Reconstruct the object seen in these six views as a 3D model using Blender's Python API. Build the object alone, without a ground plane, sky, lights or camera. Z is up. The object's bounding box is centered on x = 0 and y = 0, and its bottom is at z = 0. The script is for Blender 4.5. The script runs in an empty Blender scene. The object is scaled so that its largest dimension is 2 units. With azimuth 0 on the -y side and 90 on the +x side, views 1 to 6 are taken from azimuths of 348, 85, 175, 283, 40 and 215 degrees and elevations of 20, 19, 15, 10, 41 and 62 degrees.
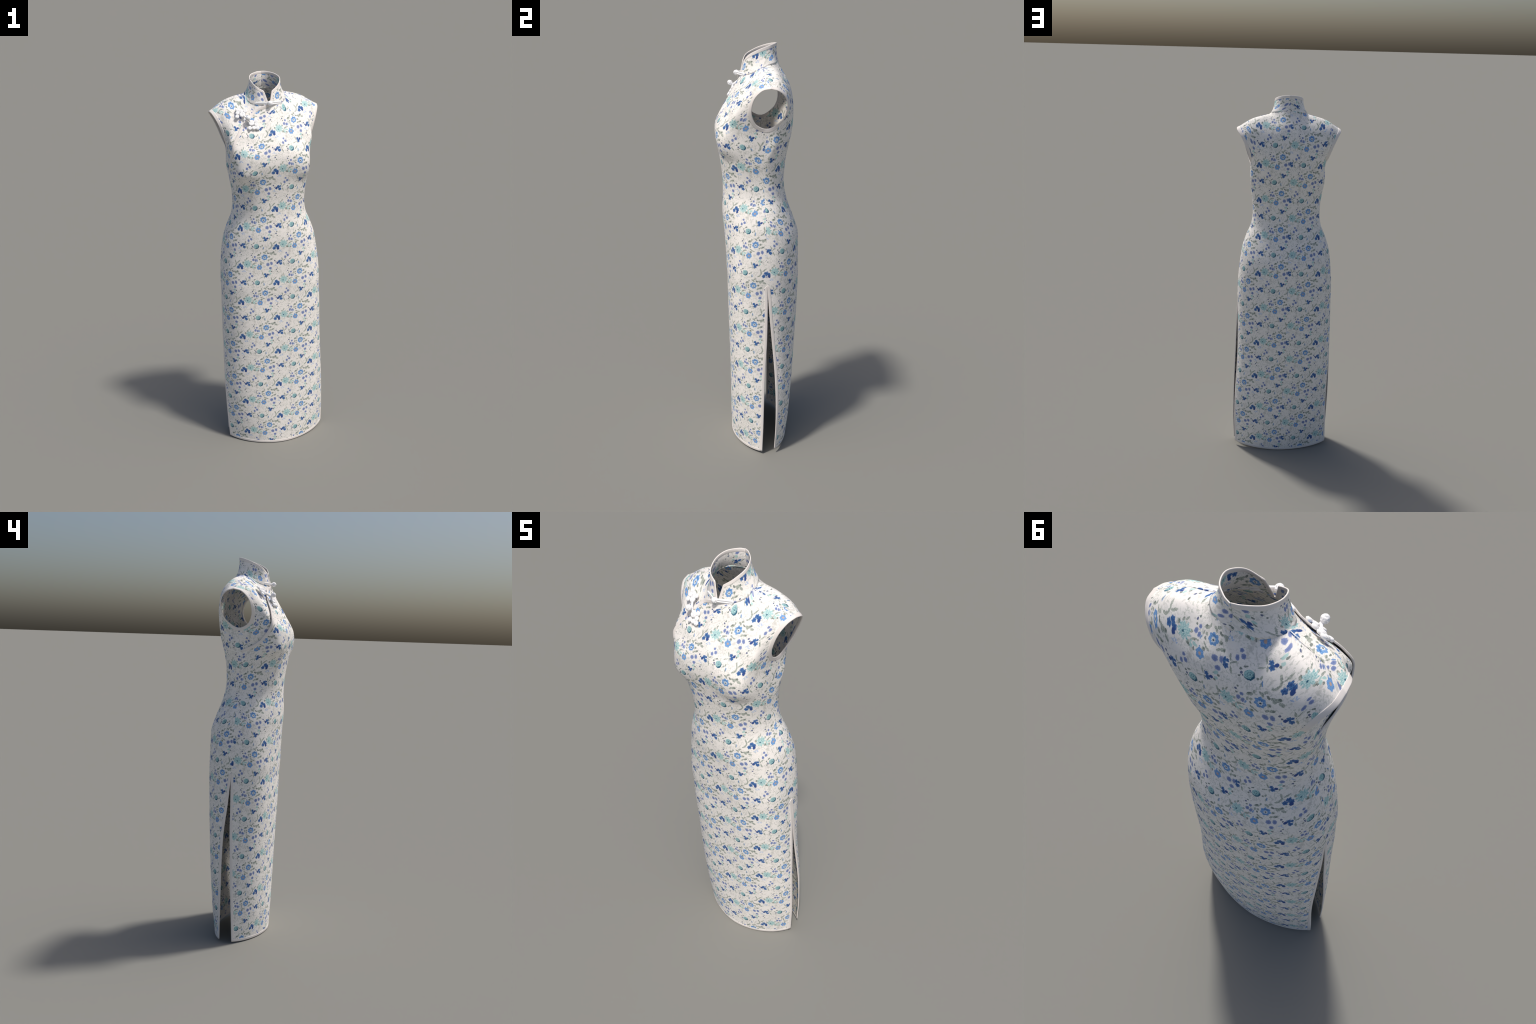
"""A sleeveless high-collared floral dress: sewn pattern pieces, piping and knotted cord fastenings.

Every cloth piece is first laid out FLAT on the printed cloth (the mesh itself) and then
sewn on to the body shape by a shape key, so that Generated coordinates are cloth metres
and the print runs over the figure as a real print does.
"""
import math
import numpy as np

# ----------------------------------------------------------------- figure
# skirt and bodice: half width, front depth and back depth at each height
HEIGHT = np.array([0, .12, .25, .4, .55, .7, .8, .87, .94, 1, 1.06, 1.12, 1.18, 1.24, 1.3, 1.36, 1.42, 1.48, 1.54, 1.62])
WIDTH = np.array([.266, .267, .265, .264, .264, .263, .262, .260, .261, .259, .254, .247, .237, .217, .192, .183, .185, .193, .201, .205])
FRONT = np.array([-.130, -.133, -.134, -.136, -.140, -.144, -.146, -.147, -.152, -.154, -.158, -.162, -.168, -.169, -.166, -.167, -.172, -.181, -.192, -.205])
BACK = np.array([.154, .165, .172, .182, .191, .199, .202, .204, .203, .202, .201, .197, .176, .153, .135, .127, .129, .135, .146, .169])
SEAM_Z, SEAM_Y = [0, .9, 1.05, 1.23, 1.35, 1.45, 1.6], [.033, .033, .028, .025, .02, .013, .013]
SLIT_TOP = .90
# how the free edges of the side slits hang: (front?, side) -> outward shift and depth
SLIT_SHIFT_Z, SLIT_DEPTH_Z = np.array([0, .3, .6, .9]), np.array([0, .15, .3, .45, .6, .75, .9])
SLIT_SHIFT = {(1, 1): [.003, .011, .006, 0], (1, -1): [-.001, .009, .003, 0], (0, 1): [-.002, .004, -.006, 0], (0, -1): [-.006, -.009, -.002, 0]}
SLIT_DEPTH = {(1, 1): [.010, .015, .018, .022, .030, .033, .033], (1, -1): [.004, .010, .017, .023, .029, .030, .033],
              (0, 1): [.075, .080, .079, .072, .059, .045, .033], (0, -1): [.076, .076, .075, .072, .064, .046, .033]}
HEM_LIFT = {(1, 1): .012, (1, -1): .006, (0, 1): .022, (0, -1): .012}
# roundness of the half sections: superellipse power and the share of a half turn they cover
ROUND_Z = np.array([0, .3, .6, .9, 1.2, 1.45, 1.62])
ROUND_N = {1: [1.82, 2.35, 2.72, 2.90, 2.30, 2.7, 3.2], 0: [1.79, 2.25, 2.12, 2.16, 2.18, 2.15, 2.28]}
ROUND_A = {1: [.777, .878, .923, 1, 1, 1, 1], 0: [.712, .879, .94, 1, 1, 1, 1]}
# chest and shoulder: rows of control points, centre line to side seam, armhole or shoulder seam
CHEST = np.array([
    [(0, -.192, 1.535), (.069, -.190, 1.535), (.131, -.184, 1.535), (.167, -.161, 1.536), (.187, -.114, 1.540), (.196, -.055, 1.548), (.197, .022, 1.560)],
    [(0, -.200, 1.585), (.072, -.200, 1.586), (.133, -.192, 1.587), (.172, -.167, 1.590), (.188, -.121, 1.596), (.199, -.053, 1.609), (.201, .034, 1.640)],
    [(0, -.197, 1.632), (.070, -.197, 1.633), (.128, -.184, 1.637), (.164, -.156, 1.643), (.191, -.122, 1.647), (.203, -.063, 1.648), (.205, .005, 1.644)],
    [(0, -.182, 1.678), (.061, -.178, 1.677), (.117, -.161, 1.680), (.160, -.137, 1.691), (.199, -.118, 1.693), (.208, -.073, 1.685), (.212, -.026, 1.667)],
    [(0, -.159, 1.723), (.049, -.152, 1.719), (.105, -.141, 1.725), (.154, -.121, 1.735), (.192, -.101, 1.738), (.213, -.072, 1.732), (.227, -.043, 1.717)],
    [(0, -.132, 1.767), (.040, -.125, 1.764), (.088, -.113, 1.772), (.133, -.096, 1.782), (.175, -.076, 1.788), (.215, -.054, 1.786), (.247, -.032, 1.776)],
    [(0, -.105, 1.812), (.035, -.101, 1.813), (.073, -.087, 1.820), (.107, -.065, 1.831), (.144, -.039, 1.842), (.211, -.021, 1.840), (.266, .002, 1.816)],
    [(0, -.081, 1.859), (.030, -.079, 1.860), (.062, -.063, 1.866), (.084, -.035, 1.879), (.097, .010, 1.899), (.190, .025, 1.875), (.275, .041, 1.827)]])
SHOULDER_BLADE = np.array([
    [(0, .145, 1.544), (.063, .143, 1.544), (.111, .133, 1.543), (.144, .115, 1.543), (.175, .092, 1.544), (.199, .061, 1.549), (.197, .022, 1.560)],
    [(0, .156, 1.610), (.059, .155, 1.609), (.111, .149, 1.608), (.145, .131, 1.607), (.176, .107, 1.608), (.195, .075, 1.615), (.201, .034, 1.640)],
    [(0, .162, 1.676), (.056, .161, 1.675), (.107, .157, 1.674), (.146, .146, 1.673), (.177, .126, 1.669), (.195, .098, 1.663), (.202, .067, 1.653)],
    [(0, .162, 1.738), (.052, .161, 1.738), (.101, .157, 1.738), (.145, .151, 1.735), (.179, .138, 1.727), (.201, .121, 1.711), (.211, .102, 1.683)],
    [(0, .153, 1.794), (.047, .153, 1.795), (.091, .147, 1.795), (.136, .141, 1.793), (.175, .136, 1.785), (.207, .130, 1.766), (.228, .119, 1.733)],
    [(0, .135, 1.840), (.040, .135, 1.841), (.079, .126, 1.842), (.120, .118, 1.844), (.166, .115, 1.839), (.210, .116, 1.821), (.252, .109, 1.784)],
    [(0, .113, 1.879), (.034, .111, 1.880), (.066, .100, 1.880), (.101, .085, 1.886), (.143, .071, 1.889), (.209, .074, 1.865), (.273, .077, 1.816)],
    [(0, .095, 1.921), (.030, .091, 1.921), (.060, .077, 1.920), (.088, .056, 1.9175), (.097, .010, 1.899), (.190, .025, 1.875), (.275, .041, 1.827)]])
# the wearer's right side, under the flap, is fuller: (row, column) -> change
FLAP_SIDE = {(0, 2): (.002, -.003), (0, 3): (.007, -.006), (0, 4): (.010, -.005), (0, 5): (.005, -.003), (1, 3): (.004, -.003), (1, 4): (.012, -.005), (1, 5): (.008, -.004),
             (2, 2): (.003, -.002), (2, 3): (.008, -.007), (2, 4): (.011, -.006), (2, 5): (.007, -.006), (3, 3): (.006, -.006), (3, 4): (.008, -.006), (3, 5): (.005, -.006), (4, 3): (.002, -.003), (4, 4): (.003, -.003)}
# the asymmetric opening: chest row -> place across the front (-1 side seam, 0 centre)
OPENING_T = np.array([1.6, 1.72, 1.85, 2.1, 2.67, 3.25, 4, 4.6, 5.2, 5.75, 6.4, 7.08, 7.75, 8.25, 8.67, 8.87, 9.0])
OPENING_W = np.array([-1, -.96, -.92, -.855, -.765, -.715, -.66, -.62, -.585, -.547, -.525, -.495, -.43, -.35, -.21, -.09, -.03])
# stand collar, from its front right corner round the nape to its front left corner
COLLAR_TOP = np.array([(.014, -.066, 1.920), (.053, -.047, 1.949), (.071, -.002, 1.974), (.055, .046, 1.990), (.022, .076, 1.998), (-.005, .087, 1.999),
                       (-.030, .077, 1.998), (-.066, .046, 1.990), (-.079, -.001, 1.973), (-.063, -.050, 1.947), (-.0255, -.068, 1.922)])
COLLAR_BASE = np.array([(-.001, -.083, 1.858), (.044, -.075, 1.862), (.078, -.044, 1.874), (.093, -.001, 1.893), (.0875, .040, 1.914), (.058, .077, 1.920), (-.004, .095, 1.921),
                        (-.065, .078, 1.918), (-.096, .040, 1.913), (-.1, -.001, 1.892), (-.085, -.045, 1.870), (-.051, -.074, 1.862), (-.006, -.083, 1.858)])
# the neckline the collar is sewn to: centre to shoulder, front and back
NECKLINE = {1: [(0, -.081, 1.8585), (.026, -.0790, 1.8597), (.050, -.0708, 1.8632), (.069, -.0545, 1.8690), (.0830, -.0340, 1.8782), (.0912, -.0115, 1.8885), (.0945, .010, 1.8985)],
            0: [(0, .0930, 1.921), (.0275, .0880, 1.9207), (.0525, .0798, 1.9200), (.0700, .0670, 1.9185), (.0830, .0530, 1.9160), (.0925, .0330, 1.9105), (.0945, .010, 1.8985)]}
CLOTH = .0026


def hermite(x, y, at):
    """Smooth curve through (x, y), read at `at`."""
    x, y = np.asarray(x, float), np.asarray(y, float)
    m = np.gradient(y, x)
    i = np.clip(np.searchsorted(x, at) - 1, 0, len(x) - 2)
    h = x[i + 1] - x[i]
    t = (at - x[i]) / h
    return (2 * t**3 - 3 * t**2 + 1) * y[i] + (t**3 - 2 * t**2 + t) * h * m[i] + (3 * t**2 - 2 * t**3) * y[i + 1] + (t**3 - t**2) * h * m[i + 1]


def spline(points, at):
    """Catmull-Rom through the first axis of an array, read at fractional indices."""
    p = np.asarray(points, float)
    e = np.concatenate([2 * p[:1] - p[1:2], p, 2 * p[-1:] - p[-2:-1]])
    i = np.clip(np.floor(at).astype(int), 0, len(p) - 2)
    f = (at - i).reshape(-1, *[1] * (p.ndim - 1))
    a, b, c, d = e[i], e[i + 1], e[i + 2], e[i + 3]
    return .5 * (2 * b + (c - a) * f + (2 * a - 5 * b + 4 * c - d) * f**2 + (3 * b - a - 3 * c + d) * f**3)


def step(a, b, x):
    t = np.clip((x - a) / (b - a), 0, 1)
    return t * t * (3 - 2 * t)


def sections(front, z, w):
    """Half sections of skirt and bodice: rows of heights z, columns w from -1 to 1."""
    yc = hermite(HEIGHT, FRONT if front else BACK, z)[:, None]
    n = hermite(ROUND_Z, ROUND_N[front], z)[:, None]
    al = np.minimum(1, hermite(ROUND_Z, ROUND_A[front], z))[:, None] * np.pi / 2
    a = hermite(HEIGHT, WIDTH, z)
    free = z < SLIT_TOP
    ex, ey = {}, {}
    for side in (1, -1):
        ex[side] = side * (a + np.where(free, hermite(SLIT_SHIFT_Z, SLIT_SHIFT[front, side], z), 0))[:, None]
        ey[side] = np.where(free, hermite(SLIT_DEPTH_Z, SLIT_DEPTH[front, side], z), np.interp(z, SEAM_Z, SEAM_Y))[:, None]
    w = np.sign(w) * (1 - (1 - np.abs(w)) ** 1.2)          # closer columns towards the seams
    s = np.sin(w * al) / np.sin(al)
    c = np.maximum((np.cos(w * al) - np.cos(al)) / (1 - np.cos(al)), 0)
    s, c = np.sign(s) * np.abs(s) ** (2 / n), c ** (2 / n)
    x = (ex[1] + ex[-1]) / 2 + (ex[1] - ex[-1]) / 2 * s
    ys = (ey[1] * (1 + s) + ey[-1] * (1 - s)) / 2
    lift = np.where(w > 0, HEM_LIFT[front, 1], HEM_LIFT[front, -1]) * np.abs(w) ** 2.5
    zz = z[:, None] + lift * np.clip(1 - z / .4, 0, 1)[:, None] ** 1.5
    return np.stack([x, ys + (yc - ys) * c, zz + 0 * x], -1)


JOIN = 1.48
SKIRT_Z = np.concatenate([np.linspace(.0012, .03, 4)[:-1], np.linspace(.03, .84, 68)[:-1], np.linspace(.84, .93, 10)[:-1], np.linspace(.93, JOIN, 56)])
CHEST_T = np.concatenate([np.linspace(1, 1.6, 12)[1:], np.linspace(1.6, 2.1, 22)[1:], np.linspace(2.1, 9, 112)[1:]])


def upper(front, t, w):
    """Chest or shoulder-blade surface; t runs 0..9 over the rows, w a grid (rows t)."""
    net = CHEST if front else SHOULDER_BLADE
    wc = np.linspace(-1, 1, 13)
    low = sections(front, np.array([1.42, 1.48]), wc)
    other_side = net.copy()
    for (r, c), (dx, dy) in (FLAP_SIDE.items() if front else ()):
        other_side[r, c, :2] += dx, dy
    mirrored = np.concatenate([other_side[:, :0:-1] * [-1, 1, 1], net], 1)
    rows = spline(np.concatenate([low, mirrored]), t)
    g = np.stack([spline(r, (wr + 1) * 6) for r, wr in zip(rows, w)])
    # the side seam and the armhole meet in a corner, so each runs as a curve of its own
    seam = spline(np.concatenate([low[:, -1], net[:2, -1]]), np.minimum(t, 3))
    other = (SHOULDER_BLADE if front else CHEST)[2:3, -1]
    hole = spline(np.concatenate([other, net[1:, -1]]), np.maximum(t - 2, 1))
    edge = np.where((t < 3)[:, None], seam, hole)
    for side in (1, -1):
        k = edge * [side, 1, 1] - np.stack([spline(r, np.array([12.0 if side > 0 else 0.0]))[0] for r in rows])
        g += k[:, None] * step(.72, 1, side * w)[..., None]
    neck = spline(NECKLINE[front], np.clip(np.abs(w) * 9, 0, 6).ravel()).reshape(*w.shape, 3) * np.stack([np.sign(w), 0 * w + 1, 0 * w + 1], -1)
    last = np.stack([spline(rows[-1], (wr + 1) * 6) for wr in w]) if t[-1] > 8.99 else neck
    g += (neck - last) * (step(7.9, 9, t)[:, None] * step(.76, .62, np.abs(w)))[..., None]
    return g


def shifted(p):
    """The bodice leans a few millimetres to the wearer's right."""
    p = p.copy()
    hip = step(.1, .6, p[..., 2])
    p[..., 0] -= .004 * hip + 0.003 * step(.7, 1.0, p[..., 2]) * step(1.4, 1.1, p[..., 2]) * np.clip(p[..., 1] / .2, -.3, 1)
    return p


def opening(t):
    return np.interp(t, OPENING_T, OPENING_W)


def front_grid(columns=121):
    s = np.linspace(0, 1, columns)
    low = sections(1, SKIRT_Z, 2 * s - 1)
    wl = np.where(CHEST_T < OPENING_T[0], -1, opening(CHEST_T))[:, None]
    w = wl + (1 - wl) * s
    high = shifted(upper(1, CHEST_T, w))
    full_w = np.concatenate([np.tile(2 * s - 1, (len(SKIRT_Z), 1)), w])
    g = np.concatenate([shifted(low), high])
    # the overlap stands proud of the piece below it along the opening
    lift = .0035 * step(.16, 0, w - wl) * (CHEST_T > 1.6)[:, None] * step(1.6, 2.1, CHEST_T)[:, None]
    lift += .004 * step(.12, 0, w - wl) * step(8.0, 9, CHEST_T)[:, None]
    n = normals(g, -1)
    g[len(SKIRT_Z):] += n[len(SKIRT_Z):] * lift[..., None]
    return g, full_w


def underlap_grid(columns=60):
    t = np.concatenate([np.linspace(1.6, 2.4, 20)[:-1], np.linspace(2.4, 9, 80)])
    wl = np.clip(np.where(t < OPENING_T[0], -1, opening(t)), -1, 0)
    end = np.minimum(wl + .22, .02)
    s = np.linspace(0, 1, columns)
    w = -1 + (end + 1)[:, None] * s
    g = shifted(upper(1, t, w))
    across = np.clip((w + 1) / np.maximum(wl + 1, .02)[:, None], 0, 1)
    sink = .0050 * np.where(t[:, None] < 2.4, step(-1.0, -.9, w), step(.3, 1, across)) * step(9, 7.4, t)[:, None] + .0008 * step(-1, -.985, w) * step(9, 8.8, t)[:, None]
    n = normals(g, -1)
    return g - n * sink[..., None], w


def back_grid(side, columns=61):
    """Half of the back, from the centre seam (w = 0) to the given side."""
    s = np.linspace(0, 1, columns) * side
    g = np.concatenate([sections(0, SKIRT_Z, s), upper(0, CHEST_T, np.tile(s, (len(CHEST_T), 1)))])
    return shifted(g), np.tile(s, (len(g), 1))


def normals(g, facing):
    """Unit normals of a grid; facing is the wanted sign of y on average (0: away from the axis)."""
    du, dv = np.gradient(g, axis=1), np.gradient(g, axis=0)
    n = np.cross(du, dv)
    n /= np.linalg.norm(n, axis=-1, keepdims=True) + 1e-12
    out = np.sum(n[..., 1]) * facing if facing else np.sum(n[..., :2] * g[..., :2])
    return n if out > 0 else -n


def flatten(g, w, centre):
    """Cloth coordinates of a grid: lengths along and across the rows, measured from the column nearest w = centre."""
    dx = np.linalg.norm(np.diff(g, axis=1), axis=-1)
    u = np.concatenate([np.zeros((len(g), 1)), np.cumsum(dx, 1)], 1)
    j = np.abs(w - centre).argmin(1)
    # exact zero where w crosses the centre line
    u0 = np.array([np.interp(centre, wr if wr[0] < wr[-1] else wr[::-1], ur if wr[0] < wr[-1] else ur[::-1]) for wr, ur in zip(w, u)])
    u = u - u0[:, None]
    if w[0, 0] > w[0, -1]:
        u = -u
    row = np.gradient(g, axis=1)
    row /= np.linalg.norm(row, axis=-1, keepdims=True) + 1e-12
    d = np.diff(g, axis=0)
    along = (d * (row[1:] + row[:-1]) / 2).sum(-1, keepdims=True) * (row[1:] + row[:-1]) / 2
    dv = np.linalg.norm(d - along, axis=-1)
    v = np.concatenate([g[:1, :, 2], g[:1, :, 2] + np.cumsum(dv, 0)])
    return u, v


def collar_grid(side, columns=70, rows=18):
    """One half of the stand collar, from the front corner to the centre-back seam."""
    top = COLLAR_TOP[:6] if side > 0 else COLLAR_TOP[:4:-1]
    base = COLLAR_BASE[:7] if side > 0 else COLLAR_BASE[:5:-1]

    def even(p):
        q = spline(p, np.linspace(0, len(p) - 1, 400))
        a = np.concatenate([[0], np.cumsum(np.linalg.norm(np.diff(q, axis=0), axis=1))])
        at = np.linspace(0, a[-1], columns)
        return np.stack([np.interp(at, a, q[:, k]) for k in range(3)], -1)

    lo, hi = even(base), even(top)
    t = np.linspace(0, 1, rows)[:, None, None]
    g = lo * (1 - t) + hi * t
    n = normals(g, 0)
    s = np.linspace(0, 1, columns)[None, :]
    waist = -.0006 * (1 - t[..., 0]) - .005 * np.sin(np.pi * t[..., 0]) * step(.12, .4, s)          # it hollows towards the neck
    ease = .0015 * step(.8, 1, s) * (1 if side > 0 else 0)               # the two halves do not quite meet at the nape
    g = g + n * (waist + ease)[..., None]
    down = g[:1] + (g[:1] - g[1:2]) / np.linalg.norm(g[:1] - g[1:2], axis=-1, keepdims=True) * .007 + n[:1] * (.003 * step(.065, .095, np.abs(g[:1, :, :1])) - .0008)
    return np.concatenate([down, g]), np.tile(s[0], (rows + 1, 1))


# ================================================================= Blender
import bpy
from mathutils import Vector
from mathutils.bvhtree import BVHTree

scene = bpy.context.scene
PITCH_X, PITCH_Y = .186, .1985          # the print's half-drop repeat


# ----------------------------------------------------------------- materials
class Nodes:
    """A few short words for wiring shader nodes."""

    def __init__(self, tree):
        self.t = tree

    def new(self, kind, **props):
        n = self.t.nodes.new("ShaderNode" + kind)
        for k, v in props.items():
            setattr(n, k, v)
        return n

    def put(self, socket, value):
        if isinstance(value, bpy.types.NodeSocket):
            self.t.links.new(value, socket)
        else:
            socket.default_value = value

    def math(self, op, a, b=None, c=None, clamp=False):
        n = self.new("Math", operation=op, use_clamp=clamp)
        for s, v in zip(n.inputs, (a, b, c)):
            if v is not None:
                self.put(s, v)
        return n.outputs[0]

    def vec(self, op, a, b=None, scale=None):
        n = self.new("VectorMath", operation=op)
        self.put(n.inputs[0], a)
        if b is not None:
            self.put(n.inputs[1], b)
        if scale is not None:
            self.put(n.inputs[3], scale)
        return n.outputs["Value"] if op in ("LENGTH", "DOT_PRODUCT", "DISTANCE") else n.outputs[0]

    def soft(self, d, lo, hi):
        """1 below lo, 0 above hi."""
        n = self.new("MapRange", interpolation_type="SMOOTHSTEP", clamp=False)
        for i, v in enumerate((d, lo, hi, 1.0, 0.0)):
            self.put(n.inputs[i], v)
        return n.outputs[0]

    def mix(self, f, a, b):
        n = self.new("Mix", data_type="RGBA")
        self.put(n.inputs[0], f)
        self.put(n.inputs[6], a)
        self.put(n.inputs[7], b)
        return n.outputs[2]

    def ellipse(self, p, x, y, rx, ry, turn=0):
        """Distance to an ellipse at (x, y): 1 on its rim."""
        m = self.new("Mapping", vector_type="TEXTURE")
        self.put(m.inputs[0], p)
        m.inputs[1].default_value = (x, y, 0)
        m.inputs[2].default_value = (0, 0, math.radians(turn))
        m.inputs[3].default_value = (rx, ry, 1)
        return self.vec("LENGTH", m.outputs[0])

    def nearest(self, p, blobs, d=None):
        for b in blobs:
            e = self.ellipse(p, *b)
            d = e if d is None else self.math("MINIMUM", d, e)
        return d

    def cell(self, q, x, y):
        """Place on the cloth relative to the nearest repeat of the point (x, y)."""
        s, t = x / PITCH_X, y / PITCH_Y - .5 * x / PITCH_X
        f = self.vec("FRACTION", self.vec("ADD", q, (.5 - s, .5 - t, 0)))
        f = self.vec("SUBTRACT", f, (.5, .5, 0))
        sep = self.new("SeparateXYZ")
        self.put(sep.inputs[0], f)
        com = self.new("CombineXYZ")
        self.put(com.inputs[0], self.math("MULTIPLY", sep.outputs[0], PITCH_X))
        self.put(com.inputs[1], self.math("MULTIPLY_ADD", sep.outputs[0], .5 * PITCH_Y, self.math("MULTIPLY", sep.outputs[1], PITCH_Y)))
        return com.outputs[0]

    def lobed(self, p, x, y, r, lobes, depth, turn=0.0):
        """Distance to a flower outline with lobes: 1 on its rim; also the angle."""
        sep = self.new("SeparateXYZ")
        self.put(sep.inputs[0], self.vec("SUBTRACT", p, (x, y, 0)))
        a = self.math("ARCTAN2", sep.outputs[1], sep.outputs[0])
        wave = self.math("COSINE", self.math("MULTIPLY_ADD", a, float(lobes), turn))
        rim = self.math("MULTIPLY_ADD", wave, r * depth, r)
        return self.math("DIVIDE", self.vec("DISTANCE", p, (x, y, 0)), rim)


def srgb(r, g, b):
    f = lambda c: (c / 12.92 if c <= .04045 else ((c + .055) / 1.055) ** 2.4)
    return (f(r / 255), f(g / 255), f(b / 255), 1)


MM = .001
CLOTH_WHITE = srgb(246, 241, 235)
INK = dict(navy_dark=srgb(56, 94, 150), navy=srgb(80, 125, 178), deep=srgb(54, 82, 144), blue=srgb(106, 151, 203), sky=srgb(132, 176, 226), berry=srgb(110, 128, 176), berry_pale=srgb(172, 182, 216),
           leaf=srgb(172, 180, 167), leaf_dark=srgb(116, 127, 121), teal=srgb(178, 212, 211), teal_mid=srgb(126, 178, 182), teal_deep=srgb(34, 92, 118),
           mint=srgb(180, 214, 209), tan=srgb(200, 170, 155), dot=srgb(92, 104, 138), faint=srgb(205, 203, 196), pale=srgb(165, 190, 226), dark=srgb(70, 84, 104))

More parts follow.
